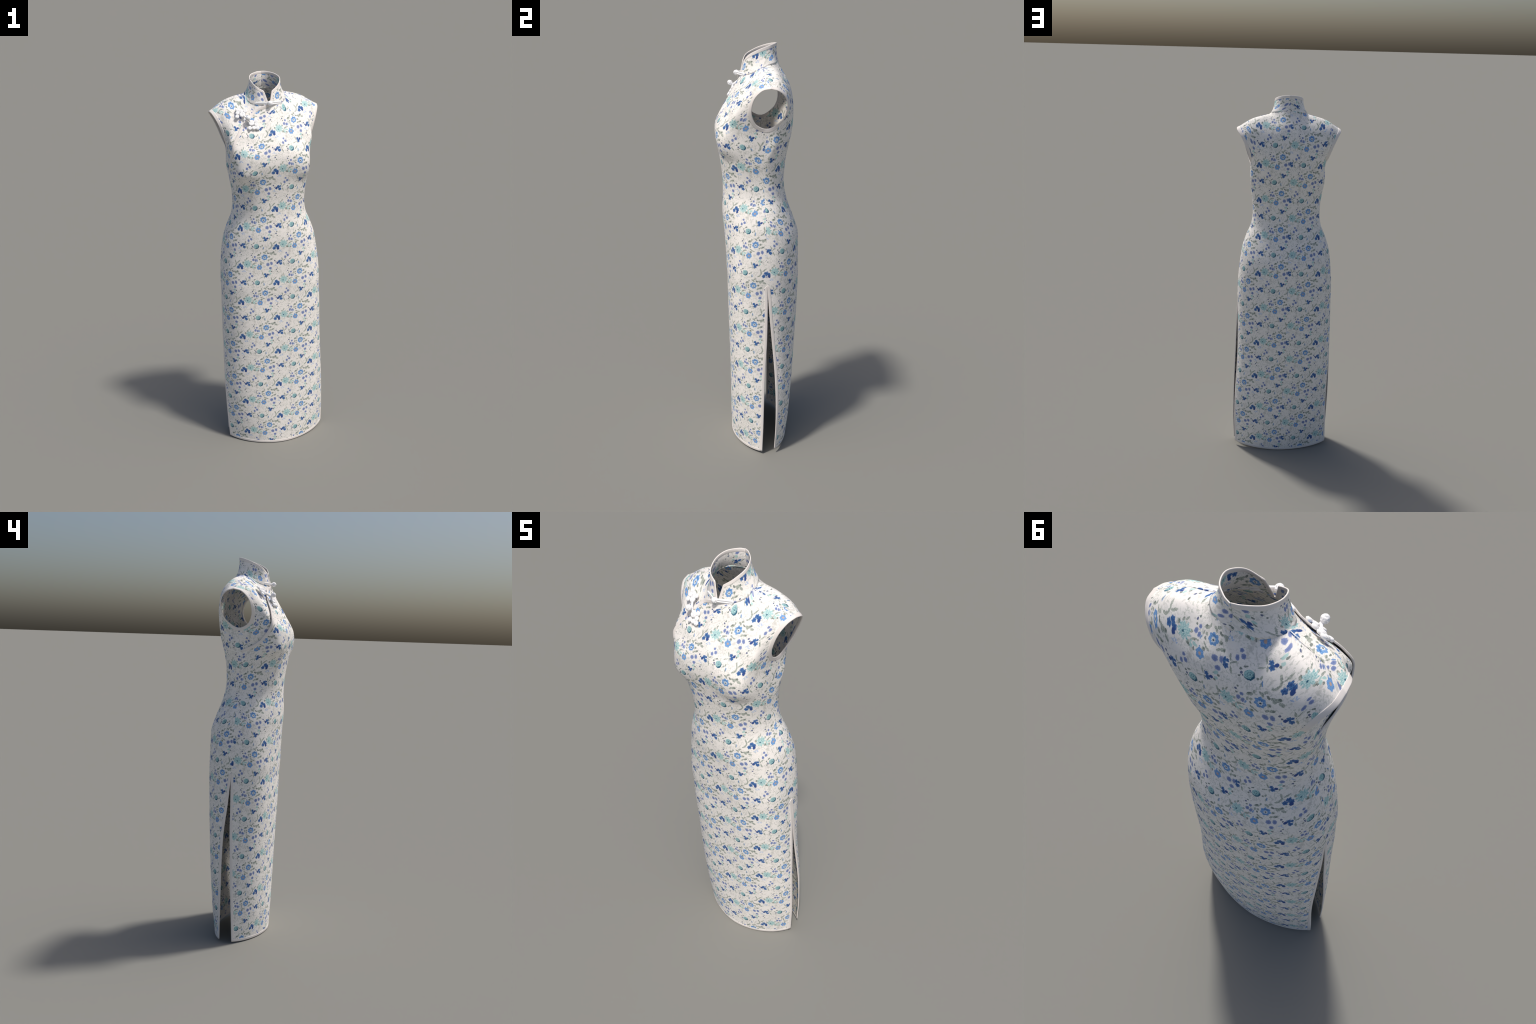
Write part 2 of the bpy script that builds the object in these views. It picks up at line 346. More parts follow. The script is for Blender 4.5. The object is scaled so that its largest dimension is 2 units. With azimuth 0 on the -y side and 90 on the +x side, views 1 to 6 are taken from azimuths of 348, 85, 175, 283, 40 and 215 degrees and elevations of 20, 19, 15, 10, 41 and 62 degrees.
# the print: each spray is placed relative to the rose, its blobs (mm) relative to the spray: x, y, rx, ry, turn
SPRAYS = {
    "rose": ((0, 0), dict(
        leaf=[(-29, 16, 9, 4.2, 25), (-19.5, 26, 3, 5, 0), (-1, 28.5, 6.5, 3.6, -20), (9, 35, 6, 3.8, 35), (3, 24, 3, 4, 30), (31, 23, 8, 4, 0), (41, 23.5, 10, 5, 15), (34, 16.5, 5, 3.6, 0), (53, 14, 8, 4.6, -25),
              (23, 3, 5, 4.8, 0), (33, -11, 8, 4.4, 22), (20, -15.5, 6.4, 3.2, 45), (-33, 0, 2.8, 5.4, 0), (-24, 2, 3.8, 4, 0), (-20, -22, 6, 2.8, -30), (-9, -28, 7.5, 2.8, -22), (-19.5, -34, 5.5, 5, 0)],
        leaf_dark=[(17.5, 23.5, 5.6, 3, -40), (46, 27, 3.4, 3.4, 0), (-31, 18, 4, 2.6, 25), (36, -11, 3.5, 2.5, 20), (-24.5, -9, 2.4, 4, 25), (-19, -33, 2.4, 2.2, 0), (24, 2, 2.2, 2, 0)],
        blue=[(-37, -14, 2, 6.4, -15), (-32.5, -35, 2.4, 2.4, 0)],
        dot=[(52, -20, 3, 3, 0), (58.5, -29, 2.8, 2.8, 0)],
        faint=[(42, -5, 5, 2, 0), (56, -9, 4.5, 2, -10), (43, -15, 4, 1.4, 0), (29, -27, 1.6, 4, 0)])),
    "berries": ((19.5, -41), dict(
        berry=[(-3, 2, 8.6, 9, 0), (15.5, 6.5, 6.6, 9.2, 15), (9.5, -19.5, 7.4, 7, 0)],
        pale=[(33, -8, 5, 1.5, 35), (40, -11, 5, 1.5, -50), (38, -3.5, 1.4, 4, 20), (46, -15, 3, 1.4, -45)],
        faint=[(-21, -8, 7, 6, 0), (-8, -24, 7, 2.6, -25)])),
    "blue_flower": ((-27, -51.5), dict(
        mint=[(-21, 10.5, 6.4, 3.2, 0), (-33, 3, 3.6, 4.2, 0), (-34, 13, 2.4, 5, -15)],
        leaf=[(-36, 11, 2.4, 4.6, 0), (-26, 23, 8, 2.5, 22), (-16, 25, 4, 2, 0)],
        leaf_dark=[(-22.5, -1, 3, 4, 0)])),
    "spring_berries": ((104, 8), dict(
        berry=[(8.5, 7, 5, 5.2, 0), (16.6, -6, 6, 7, 15), (3, -14, 5.4, 7.4, 15)],
        faint=[(28, 16, 5, 9, -20), (24, 2, 3, 6, 10), (8, -28, 2, 5, 0)])),
    "side_berries": ((-50, -4), dict(
        berry=[(1, 10, 5, 5.2, 0), (-6.5, -5, 5.8, 7.6, -8), (5.5, -8.5, 5, 7.6, -12)])),
    "navy_pair": ((78, -31), dict(
        navy=[(-2, 3.5, 7.6, 6.4, 0), (6, -9, 7.4, 6.8, 0), (7.5, 5.5, 5, 4, 20), (1, -4, 4, 4, 0)],
        deep=[(-11, -3.4, 5.6, 6.6, -40)],
        leaf=[(12.5, 16.5, 2.6, 8.6, 18), (25, 10, 7.6, 2.6, 35), (21.5, -12.5, 2.9, 9.5, 20), (17, 3, 2, 3, 0)])),
    "navy_three": ((6, -97.5), dict(
        navy=[(-5, 6, 6, 6, 0), (0, -5.5, 8, 5.6, 0), (0, 0, 3.6, 3.6, 0)],
        deep=[(9, 2.5, 5.6, 4.8, 30)],
        leaf=[(-16.5, 9, 2.4, 9, 20), (-9.5, -10, 2, 7, 15), (-23.5, -11, 8.5, 2, 22)],
        mint=[(20, 22, 6.4, 4.4, 40), (23, 7, 4.6, 4.2, 0)],
        leaf_dark=[(29, 18, 3.5, 3, 20), (19, .5, 2.8, 3.4, 0), (16, 20, 3.2, 2, 30)],
        faint=[(37.5, 14.5, 6, 2.6, 25), (40, 6, 5, 2.4, 50)])),
    "navy_large": ((62.5, 58), dict(
        navy=[(-3, 4, 8, 7.2, -15), (6, -2.5, 8, 7, 15), (-12.5, -9.5, 8, 8, 0), (0, -4, 4, 4, 0), (-9, 3, 3, 3, 0)],
        deep=[(7, -12.5, 6, 7.6, 0)],
        leaf=[(-28.5, 19, 2.9, 9, 18), (-25, 6, 3.1, 8, -8), (-30, -5, 3.2, 6.4, -35), (-37.5, -9.5, 6, 3, 28), (-11, 20, 3, 12, -47)],
        pale=[(11, -32, 6, 1.5, -25), (20, -27, 2, 4, 10), (24, -31, 4, 1.4, 30), (14, -26, 1.4, 3.5, -20)],
        faint=[(-50, -2, 9, 2, 60), (-44, 10, 7, 2, 30), (-52, -16, 8, 2, -40), (-46, -22, 2, 5, 20), (-58, 8, 2, 7, -10)])),
    "daisy": ((98.5, 68.5), dict(
        leaf=[(-22.5, 6, 4, 5.6, 20), (-12, 20, 3, 5, -20), (18.5, 12, 5, 4, 20), (17.5, -17, 5.4, 5.6, 0), (-3, 28, 2.4, 7, -25), (33, -1, 8, 2, 25)],
        leaf_dark=[(-21, 8, 1.8, 3, 20), (20, -19, 2.4, 2.4, 0), (24, -22, 2, 2, 0)],
        mint=[(30, -19, 3.6, 5, 15), (37, -9, 5, 3.4, 0)],
        faint=[(2, -26, 3, 7, -20), (-8, -30, 6, 2.4, 30), (33, -28, 6, 8, 0)])),
    "teal_button": ((-40, 63), dict(
        leaf=[(21.5, -2, 3.6, 3, 0), (29, 3.5, 3, 5.4, -15), (33, -12, 2.4, 8, -12)],
        blue=[(35, -10, 1.8, 7.6, 12)],
        leaf_dark=[(22, -2, 2, 1.8, 0), (-24, 9, 3.4, 2.6, 20), (-13, 18, 5, 2.4, 35), (-23, -9, 3.4, 2.4, 40)],
        dot=[(-19.5, 0, 2.8, 3, 0), (-16, -5, 1.8, 1.8, 0)],
        faint=[(-33, -10, 6, 2, 35), (-5, -24, 1.6, 8, -15), (6, -25, 1.6, 8, 15), (-16, -22, 8, 1.6, 50), (14, -21, 7, 1.6, -45), (0, -28, 1.4, 7, 0)])),
    "sprig": ((62, -74), dict(
        dot=[(-1.5, 2, 2.8, 2.8, 0)],
        leaf_dark=[(3, 10.5, 3, 2.4, 20), (4.5, -9, 2.8, 2.2, 0)],
        faint=[(-8, 13, 3.6, 2, 30), (17.5, 11.5, 2, 5, -40), (10.5, 8.5, 1.8, 4, 30), (-7.5, -3, 3.6, 2.4, 30), (12, -14, 9, 1.5, 30), (20, -12, 7, 1.3, 40), (-2, -20, 2, 5, -30)])),
    "far_sprig": ((122, -86), dict(
        dot=[(-1.5, 2, 2.8, 2.8, 0)],
        leaf_dark=[(3, 11, 2.6, 2.4, 20), (2.5, -8, 2.8, 2.4, 0)],
        faint=[(-7, 12, 3.6, 2, 30), (14, 12, 2, 5, -40), (-9, -2.5, 3.6, 2.4, 30), (3, 31, 5, 7, 0), (-6, 34, 2, 5, 20), (8, 26, 1.6, 5, -30)])),
    "ghost_flower": ((-43, -84), dict(
        faint=[(-16, 12, 6, 5, 0), (-8, 4, 9, 1.7, -40), (4, 3, 1.8, 9, 12), (9, -8, 1.8, 9, 35), (-12, -13, 9, 1.8, 35), (14, 6, 7, 1.7, 50), (-18, 0, 1.6, 6, 20), (-2, 17, 5, 1.6, -20)])),
}
FLAT = "floral_print"


def print_group():
    g = bpy.data.node_groups.new(FLAT, "ShaderNodeTree")
    g.interface.new_socket("Cloth", in_out="INPUT", socket_type="NodeSocketVector")
    g.interface.new_socket("Color", in_out="OUTPUT", socket_type="NodeSocketColor")
    N = Nodes(g)
    src, out = g.nodes.new("NodeGroupInput"), g.nodes.new("NodeGroupOutput")
    cloth = src.outputs[0]
    # the ink wanders a little, so nothing has a ruled edge
    wander = N.new("TexNoise", noise_dimensions="2D")
    N.put(wander.inputs["Vector"], cloth)
    wander.inputs["Scale"].default_value, wander.inputs["Detail"].default_value = 210, 2
    w = N.vec("SCALE", N.vec("SUBTRACT", wander.outputs["Color"], (.5, .5, .5)), scale=.0046)
    cloth = N.vec("ADD", cloth, w)
    sep = N.new("SeparateXYZ")
    N.put(sep.inputs[0], cloth)
    s = N.math("DIVIDE", sep.outputs[0], PITCH_X)
    com = N.new("CombineXYZ")
    N.put(com.inputs[0], s)
    N.put(com.inputs[1], N.math("MULTIPLY_ADD", s, -.5, N.math("DIVIDE", sep.outputs[1], PITCH_Y)))
    q = com.outputs[0]
    tone = N.new("TexNoise", noise_dimensions="2D")
    N.put(tone.inputs["Vector"], cloth)
    tone.inputs["Scale"].default_value, tone.inputs["Detail"].default_value = 320, 2
    mottle = tone.outputs["Fac"]

    col = CLOTH_WHITE
    # faint grey sketching between the sprays
    sketch = N.new("TexNoise", noise_dimensions="2D")
    N.put(sketch.inputs["Vector"], cloth)
    sketch.inputs["Scale"].default_value, sketch.inputs["Detail"].default_value, sketch.inputs["Distortion"].default_value = 95, 4, 1.2
    col = N.mix(N.math("MULTIPLY", N.soft(sketch.outputs["Fac"], .36, .45), .38), col, INK["faint"])

    fleck = N.new("TexNoise", noise_dimensions="2D")
    N.put(fleck.inputs["Vector"], cloth)
    fleck.inputs["Scale"].default_value, fleck.inputs["Detail"].default_value = 170, 3
    patch = N.new("TexNoise", noise_dimensions="2D")
    N.put(patch.inputs["Vector"], cloth)
    patch.inputs["Scale"].default_value, patch.inputs["Detail"].default_value = 26, 1
    few = N.math("MULTIPLY", N.math("SUBTRACT", 1.0, N.soft(fleck.outputs["Fac"], .565, .62)), N.math("SUBTRACT", 1.0, N.soft(patch.outputs["Fac"], .42, .58)))
    col = N.mix(N.math("MULTIPLY", few, .5), col, INK["leaf"])

    def after(p, done):
        """The same place, but worked out only once `done` is: keeps few values in hand at a time."""
        n = N.new("VectorMath", operation="MULTIPLY_ADD")
        N.put(n.inputs[0], done)
        n.inputs[1].default_value = (1e-10, 1e-10, 0)
        N.put(n.inputs[2], p)
        return n.outputs[0]

    grow = dict(faint=1.0, pale=1.15, berry=1.06, deep=1.1, leaf=1.12, leaf_dark=1.2, dot=1.3, mint=1.2)
    strength = dict(faint=.6, pale=.8, leaf=.85, leaf_dark=.9, dot=.95, mint=.9, blue=.9, berry=1, navy=1, deep=1)
    for (x, y), blobs in SPRAYS.values():
        p = N.cell(after(q, col), x * MM, y * MM)
        for ink in ("faint", "pale", "leaf", "leaf_dark", "dot", "mint", "blue", "berry", "navy", "deep"):
            if ink not in blobs:
                continue
            p = after(p, col)
            if ink == "navy":          # little five-petalled flowers with a dark eye
                d = None
                for k, b in enumerate(blobs[ink]):
                    e = N.lobed(p, b[0] * MM, b[1] * MM, (b[2] + b[3]) * .56 * MM, 5, .15, k * 1.7)
                    d = e if d is None else N.math("MINIMUM", d, e)
            else:
                d = N.nearest(p, [(b[0] * MM, b[1] * MM, b[2] * MM * grow.get(ink, 1.1), b[3] * MM * grow.get(ink, 1.1), *b[4:]) for b in blobs[ink]])
            c = INK[ink]
            if ink == "berry":
                c = N.mix(N.math("MULTIPLY", mottle, N.math("MULTIPLY", d, 1.0)), INK["berry"], INK["berry_pale"])
            elif ink == "navy":
                c = N.mix(N.soft(mottle, .38, .56), N.mix(N.soft(d, .12, .5), INK["navy"], INK["deep"]), INK["navy_dark"])
            elif ink == "leaf":
                c = N.mix(N.soft(mottle, .40, .52), INK["leaf"], INK["leaf_dark"])
            col = N.mix(N.math("MULTIPLY", N.soft(d, .78, 1.12), strength[ink]), col, c)
        name = [k for k, v in SPRAYS.items() if v[0] == (x, y)][0]
        if name == "rose":
            d = N.lobed(p, 0, 2 * MM, 15.5 * MM, 7, .11, .4)
            inner = N.lobed(p, .5 * MM, .3 * MM, 6.6 * MM, 7, .2, 1.0)
            body = N.mix(N.soft(mottle, .36, .6), INK["blue"], INK["sky"])
            body = N.mix(N.math("MULTIPLY", N.soft(N.ellipse(p, -.5 * MM, 10.5 * MM, 10 * MM, 2.2 * MM, -6), .7, 1.2), .8), body, INK["navy"])
            body = N.mix(N.math("MULTIPLY", N.soft(N.ellipse(p, 3 * MM, -8.6 * MM, 8 * MM, 1.8 * MM, 6), .6, 1.2), .55), body, INK["navy"])
            body = N.mix(N.soft(inner, .8, 1.15), body, srgb(226, 228, 226))
            body = N.mix(N.soft(N.ellipse(p, .8 * MM, 0, 3 * MM, 3 * MM), .6, 1.2), body, INK["dark"])
            col = N.mix(N.soft(d, .92, 1.06), col, body)
        elif name == "blue_flower":
            d = N.lobed(p, 0, 0, 13.6 * MM, 6, .09, .5)
            body = N.mix(N.soft(mottle, .38, .6), INK["blue"], INK["sky"])
            body = N.mix(N.soft(N.ellipse(p, 0, 0, 4.8 * MM, 4.2 * MM), .75, 1.15), body, INK["tan"])
            col = N.mix(N.soft(d, .92, 1.06), col, body)
        elif name == "daisy":
            d = N.math("MINIMUM", N.lobed(p, 0, 0, 18 * MM, 9, .24, .6), N.lobed(p, -2 * MM, -1 * MM, 15 * MM, 13, .26, 2))
            rays = N.lobed(p, -4 * MM, -3.5 * MM, 12 * MM, 14, .35, 0)
            body = N.mix(N.soft(mottle, .34, .50), INK["teal"], INK["teal_mid"])
            body = N.mix(N.math("MULTIPLY", N.math("SUBTRACT", 1.0, N.soft(mottle, .54, .62)), .8), body, srgb(222, 236, 232))
            body = N.mix(N.math("MULTIPLY", N.soft(N.math("ABSOLUTE", N.math("SUBTRACT", rays, 1.0)), .04, .2), .6), body, INK["mint"])
            body = N.mix(N.soft(N.ellipse(p, -4 * MM, -3.5 * MM, 3 * MM, 3.6 * MM), .6, 1.2), body, INK["teal_deep"])
            col = N.mix(N.soft(d, .93, 1.07), col, body)
        elif name == "teal_button":
            d = N.ellipse(p, 0, 0, 13.4 * MM, 13.6 * MM)
            body = N.mix(N.soft(mottle, .40, .52), INK["teal"], INK["teal_mid"])
            shade = N.math("SUBTRACT", 1.0, N.soft(N.ellipse(p, -3 * MM, 3.5 * MM, 13 * MM, 13.5 * MM), .82, 1.08))
            body = N.mix(shade, body, INK["teal_deep"])
            ring = N.lobed(p, 1.2 * MM, 1 * MM, 6.5 * MM, 8, .18, 0)
            body = N.mix(N.math("MULTIPLY", N.soft(N.math("ABSOLUTE", N.math("SUBTRACT", ring, 1.0)), .08, .28), .5), body, INK["teal_deep"])
            body = N.mix(N.soft(N.ellipse(p, 1.2 * MM, 1 * MM, 2 * MM, 2.2 * MM), .6, 1.2), body, INK["teal_deep"])
            col = N.mix(N.soft(d, .92, 1.08), col, body)
    N.put(out.inputs[0], col)
    return g


def shader(name):
    m = bpy.data.materials.new(name)
    m.use_nodes = True
    return m, Nodes(m.node_tree), m.node_tree.nodes["Principled BSDF"]


def cloth_material():
    m, N, bsdf = shader("printed_cotton")
    grp = N.new("Group")
    grp.node_tree = print_group()
    tex = N.new("TexCoord")
    N.put(grp.inputs[0], tex.outputs["Generated"])
    N.put(bsdf.inputs["Base Color"], grp.outputs[0])
    bsdf.inputs["Roughness"].default_value = .75
    bsdf.inputs["Specular IOR Level"].default_value = .3
    weave = N.new("TexNoise")
    N.put(weave.inputs["Vector"], tex.outputs["Generated"])
    weave.inputs["Scale"].default_value, weave.inputs["Detail"].default_value = 900, 1
    bump = N.new("Bump")
    bump.inputs["Strength"].default_value, bump.inputs["Distance"].default_value = .12, .0006
    N.put(bump.inputs["Height"], weave.outputs["Fac"])
    N.put(bsdf.inputs["Normal"], bump.outputs[0])
    return m


def plain_material(name, colour, rough, grain):
    m, N, bsdf = shader(name)
    tex = N.new("TexCoord")
    noise = N.new("TexNoise")
    N.put(noise.inputs["Vector"], tex.outputs["Object"])
    noise.inputs["Scale"].default_value, noise.inputs["Detail"].default_value = grain, 3
    ramp = N.mix(noise.outputs["Fac"], tuple(c * .96 for c in colour[:3]) + (1,), colour)
    N.put(bsdf.inputs["Base Color"], ramp)
    bsdf.inputs["Roughness"].default_value = rough
    bsdf.inputs["Specular IOR Level"].default_value = .3
    bump = N.new("Bump")
    bump.inputs["Strength"].default_value, bump.inputs["Distance"].default_value = .15, .0005
    N.put(bump.inputs["Height"], noise.outputs["Fac"])
    N.put(bsdf.inputs["Normal"], bump.outputs[0])
    return m


COTTON = cloth_material()
BINDING = plain_material("binding_cotton", srgb(238, 231, 225), .7, 500)
CORD = plain_material("white_cord", srgb(247, 246, 246), .55, 400)

# ----------------------------------------------------------------- building
dress = bpy.data.objects.new("floral_dress", None)
dress.empty_display_size = .2
scene.collection.objects.link(dress)
dress["label"] = "sleeveless high-collared long dress with small blue flower print"
dress["category"] = "dress"


def link(name, mesh, parent, material):
    o = bpy.data.objects.new(name, mesh)
    scene.collection.objects.link(o)
    o.parent = parent
    if material and not mesh.materials:
        mesh.materials.append(material)
    return o


def grid_faces(rows, columns, start=0, flip=False):
    r, c = np.meshgrid(np.arange(rows - 1), np.arange(columns - 1), indexing="ij")
    a = (start + r * columns + c).ravel()
    f = np.stack([a, a + 1, a + columns + 1, a + columns], -1)
    return f[:, ::-1] if flip else f


SEAMS = None


def border(g):
    return np.concatenate([g[0], g[-1], g[:, 0], g[:, -1]])


def sew(name, worn, outward, u, v, origin, thickness=CLOTH):
    """A cloth piece: flat on the printed cloth as the mesh, on the figure as its shape key."""
    rows, columns = worn.shape[:2]
    m = rows * columns
    flat = np.stack([u - origin[0], v - origin[1], 0 * u], -1).reshape(-1, 3)
    outer, n = worn.reshape(-1, 3), outward.reshape(-1, 3)
    worn_co = np.concatenate([outer, outer - n * thickness])
    flat_co = np.concatenate([flat, flat - [0, 0, thickness]])
    # which way round do the faces look outwards?
    du, dv = worn[1:, :-1] - worn[:-1, :-1], worn[:-1, 1:] - worn[:-1, :-1]
    flip = bool(np.sum(np.cross(dv, du) * outward[:-1, :-1]) < 0)
    edge = np.concatenate([np.arange(columns), columns * np.arange(1, rows) + columns - 1, m - 2 - np.arange(columns - 1), columns * np.arange(rows - 2, -1, -1)])
    a, b = edge[:-1], edge[1:]
    rim = np.stack([a, a + m, b + m, b], -1)
    if SEAMS is not None:                    # no raw edge where two pieces are sewn together
        others = np.concatenate([q for q in SEAMS if q is not worn and len(q) != 0])
        near = lambda p: np.array([np.min(np.sum((others - x) ** 2, -1)) < 9e-8 for x in p])
        sewn = near(outer[edge])
        rim = rim[~(sewn[:-1] & sewn[1:])]
    faces = np.concatenate([grid_faces(rows, columns, 0, flip), grid_faces(rows, columns, m, not flip), rim if not flip else rim[:, ::-1]])
    me = bpy.data.meshes.new(name)
    me.from_pydata(flat_co.tolist(), [], faces.tolist())
    smooth = np.ones(len(faces), bool)
    smooth[len(smooth) - len(rim):] = False
    me.polygons.foreach_set("use_smooth", smooth)
    me.use_auto_texspace = False
    me.texspace_location, me.texspace_size = (.5, .5, .5), (.5, .5, .5)   # Generated = cloth metres
    o = link(name, me, dress, COTTON)
    o.shape_key_add(name="flat", from_mix=False)
    key = o.shape_key_add(name="worn", from_mix=False)
    key.data.foreach_set("co", worn_co.astype(np.float32).ravel())
    key.value = 1.0
    me.update()
    return o


def solid(name, rings, parent, material, closed=False, caps=True, smooth_rows=None):
    """Sweep: rings (n, k, 3) of closed cross-sections joined end to end."""
    n, k = rings.shape[:2]
    v = rings.reshape(-1, 3).tolist()
    f = []
    for i in range(n if closed else n - 1):
        j = (i + 1) % n
        f += [(i * k + s, i * k + (s + 1) % k, j * k + (s + 1) % k, j * k + s) for s in range(k)]
    if caps and not closed:
        f += [tuple(range(k))[::-1], tuple((n - 1) * k + s for s in range(k))]
    me = bpy.data.meshes.new(name)
    me.from_pydata(v, [], f)
    flag = np.ones(len(f), bool)
    if caps and not closed:
        flag[-2:] = False
    me.polygons.foreach_set("use_smooth", flag)
    me.update()
    import bmesh
    bm = bmesh.new()
    bm.from_mesh(me)
    bmesh.ops.recalc_face_normals(bm, faces=bm.faces)
    bm.to_mesh(me)
    bm.free()
    return link(name, me, parent, material) if parent is not None else me


def tree(*grids):
    v, f, k = [], [], 0
    for g in grids:
        v.append(g.reshape(-1, 3))
        f.append(grid_faces(*g.shape[:2], k))
        k += g.shape[0] * g.shape[1]
    return BVHTree.FromPolygons(np.concatenate(v).tolist(), np.concatenate(f).tolist())


# cross-section of a binding folded over an edge: (inwards from the edge, share of lift outwards)
def binding(name, edge, inward, outward, surface, width=.0135, lift=.0016, parent=None, closed=False, taper=None):
    unit = lambda a: a / (np.linalg.norm(a, axis=-1, keepdims=True) + 1e-12)
    inward, outward = unit(inward), unit(outward)
    section = [(width, -.0004), (width - .0004, lift * .8), (width - .002, lift), (width * .5, lift), (.002, lift), (.0003, lift * .75), (-.0012, -.0004),
               (-.0012, -CLOTH + .0004), (.0003, -CLOTH - lift * .7), (.002, -CLOTH - lift), (width - .002, -CLOTH - lift), (width, -CLOTH + .0004)]
    rings = np.empty((len(edge), len(section), 3))
    share = np.ones(len(edge)) if taper is None else taper
    for i, (p, a, n) in enumerate(zip(edge, inward, outward)):
        at = {}
        for k, (d, h) in enumerate(section):
            d = d * share[i] if d > .003 else d
            key = max(d, 0)
            if key not in at:
                q = Vector(p + a * key)
                if key > .001:
                    hit = surface.find_nearest(q)[0]
                    if hit is not None and (hit - q).length < .01:
                        q = hit
                at[key] = np.array(q)
            base = at[key] + (a * d if d < 0 else 0)
            rings[i, k] = base + n * h
    return solid(name, rings, parent or dress, BINDING, closed=closed)


def inward_of(g, axis, at, steps):
    """Direction into the cloth from an edge row or column of a grid."""
    if axis == 0:
        return g[steps] - g[at] if at == 0 else g[-1 - steps] - g[-1]
    return g[:, steps] - g[:, 0] if at == 0 else g[:, -1 - steps] - g[:, -1]


# ---- cloth pieces
front, front_w = front_grid()
front_n = normals(front, -1)
back_pieces = {1: back_grid(1), -1: back_grid(-1)}
under, under_w = underlap_grid()
SEAMS = [border(back_pieces[1][0]), border(back_pieces[-1][0])]
front_panel = sew("front_panel", front, front_n, *flatten(front, front_w, 0), (-.066, .115))
under_n = normals(under, -1)
sew("underlap_panel", under, under_n, *flatten(under, under_w, -.9), (.062, 1.876))
backs = {}
for side, origin in ((1, (-.038, .115)), (-1, (.112, .212))):
    g, w = back_pieces[side]
    SEAMS = [border(front), border(under), border(back_pieces[-side][0])]
    n = normals(g, 1)
    u, v = flatten(g, w, 0)
    sew("back_panel", g, n, -u, v, origin)          # seen from behind, the cloth runs the other way
    backs[side] = (g, n)
collars = {}
SEAMS = None
for side, origin in ((1, (.224, 1.9935)), (-1, (-.053, 1.9435))):
    g, w = collar_grid(side)
    n = normals(g, 0)
    u, v = flatten(g, w, 0)
    sew("collar", g, n, side * u, v, origin)
    collars[side] = (g, n)

# ---- bindings
body = tree(front, under, backs[1][0], backs[-1][0])
front_tree, under_tree = tree(front), tree(under)
free = int(np.searchsorted(SKIRT_Z, SLIT_TOP + .012))
for g, n, nm in ((front, front_n, "front"), (backs[1][0], backs[1][1], "back"), (backs[-1][0], backs[-1][1], "back")):
    t = tree(g)
    if nm == "front":
        binding("hem_binding", g[0], g[3] - g[0], n[0], t, lift=.0007)
        columns = (0, -1)
    else:
        columns = (-1,)
    for c in columns:
        k = 2 if c == 0 else -3
        e = g[:free, c].copy()
        below = np.clip((e[-1, 2] - e[:, 2]) / .0135, 0, 1)
        binding("slit_binding", e, g[:free, k] - e, n[:free, c], t, lift=.0013, taper=np.sqrt(np.maximum(1 - (1 - below) ** 2, .04)))
gl, gr = backs[1][0], backs[-1][0]
hem = np.concatenate([gr[0, :0:-1], gl[0]])
binding("hem_binding", hem, np.concatenate([gr[3, :0:-1], gl[3]]) - hem, np.concatenate([backs[-1][1][0, :0:-1], backs[1][1][0]]), tree(gl, gr), lift=.0007)

chest_from = len(SKIRT_Z) + int(np.searchsorted(CHEST_T, 3.0))
for side in (1, -1):
    gb, nb = backs[side]
    if side == 1:
        gf, nf, k0, c, k = front, front_n, chest_from, -1, -4
    else:
        gf, nf, c, k = under, under_n, 0, 3
        k0 = int(np.argmin(np.linalg.norm(under[:, 0] - gb[chest_from, -1], axis=-1)))
    e = np.concatenate([gf[k0:, c], gb[-2:chest_from:-1, -1]])
    i = np.concatenate([gf[k0:, k] - gf[k0:, c], gb[-2:chest_from:-1, -4] - gb[-2:chest_from:-1, -1]])
    nn = np.concatenate([nf[k0:, c], nb[-2:chest_from:-1, -1]])
    # even out the directions round the loop
    unit = lambda a: a / np.linalg.norm(a, axis=-1, keepdims=True)
    keep = np.concatenate([[True], np.linalg.norm(np.diff(e, axis=0), axis=1) > 5e-4])
    e, i, nn = e[keep], unit(i[keep]), unit(nn[keep])
    tangent = unit(np.roll(e, -1, 0) - np.roll(e, 1, 0))
    for _ in range(12):
        nn = unit(np.roll(nn, 1, 0) + 2 * nn + np.roll(nn, -1, 0))
    i2 = np.cross(nn, tangent)
    i2 *= np.sign(np.sum(i2 * i, -1, keepdims=True))
    i2 = unit(i2)
    binding("armhole_binding", e, i2, nn, tree(gf, gb), width=.0155, lift=.0013, closed=True)

k0 = len(SKIRT_Z) + int(np.searchsorted(CHEST_T, 1.6))
e = front[k0 - 1:, 0]
n = front_n[k0 - 1:, 0]
tangent = np.gradient(e, axis=0)
tangent /= np.linalg.norm(tangent, axis=-1, keepdims=True)
ins = np.cross(tangent, n)
ins *= np.sign(np.sum(ins * (front[k0 - 1:, 20] - e), axis=-1, keepdims=True).mean())
binding("opening_binding", e, ins, n, front_tree, width=.0135, lift=.0014)

for side in (1, -1):
    g, n = collars[side]
    t = tree(g)
    binding("collar_binding", g[-1], g[-4] - g[-1], n[-1], t, width=.014, lift=.0006)
    binding("collar_binding", g[:, 0], g[:, 4] - g[:, 0], n[:, 0], t, width=.012, lift=.0007)


# ---- knotted cord fastenings
def tube(path, rx, ry, up, sides=10, taper=None):
    """Cord with an oval section (rx across, ry along `up`)."""
    p = np.asarray(path, float)
    t = np.gradient(p, axis=0)
    t /= np.linalg.norm(t, axis=-1, keepdims=True)
    up = np.broadcast_to(np.asarray(up, float), p.shape)
    across = np.cross(t, up)
    across /= np.linalg.norm(across, axis=-1, keepdims=True)
    a = np.arange(sides) / sides * 2 * np.pi
    k = np.ones(len(p)) if taper is None else taper
    return p[:, None] + (across[:, None] * (np.cos(a) * rx)[None, :, None] + up[:, None] * (np.sin(a) * ry)[None, :, None]) * k[:, None, None]


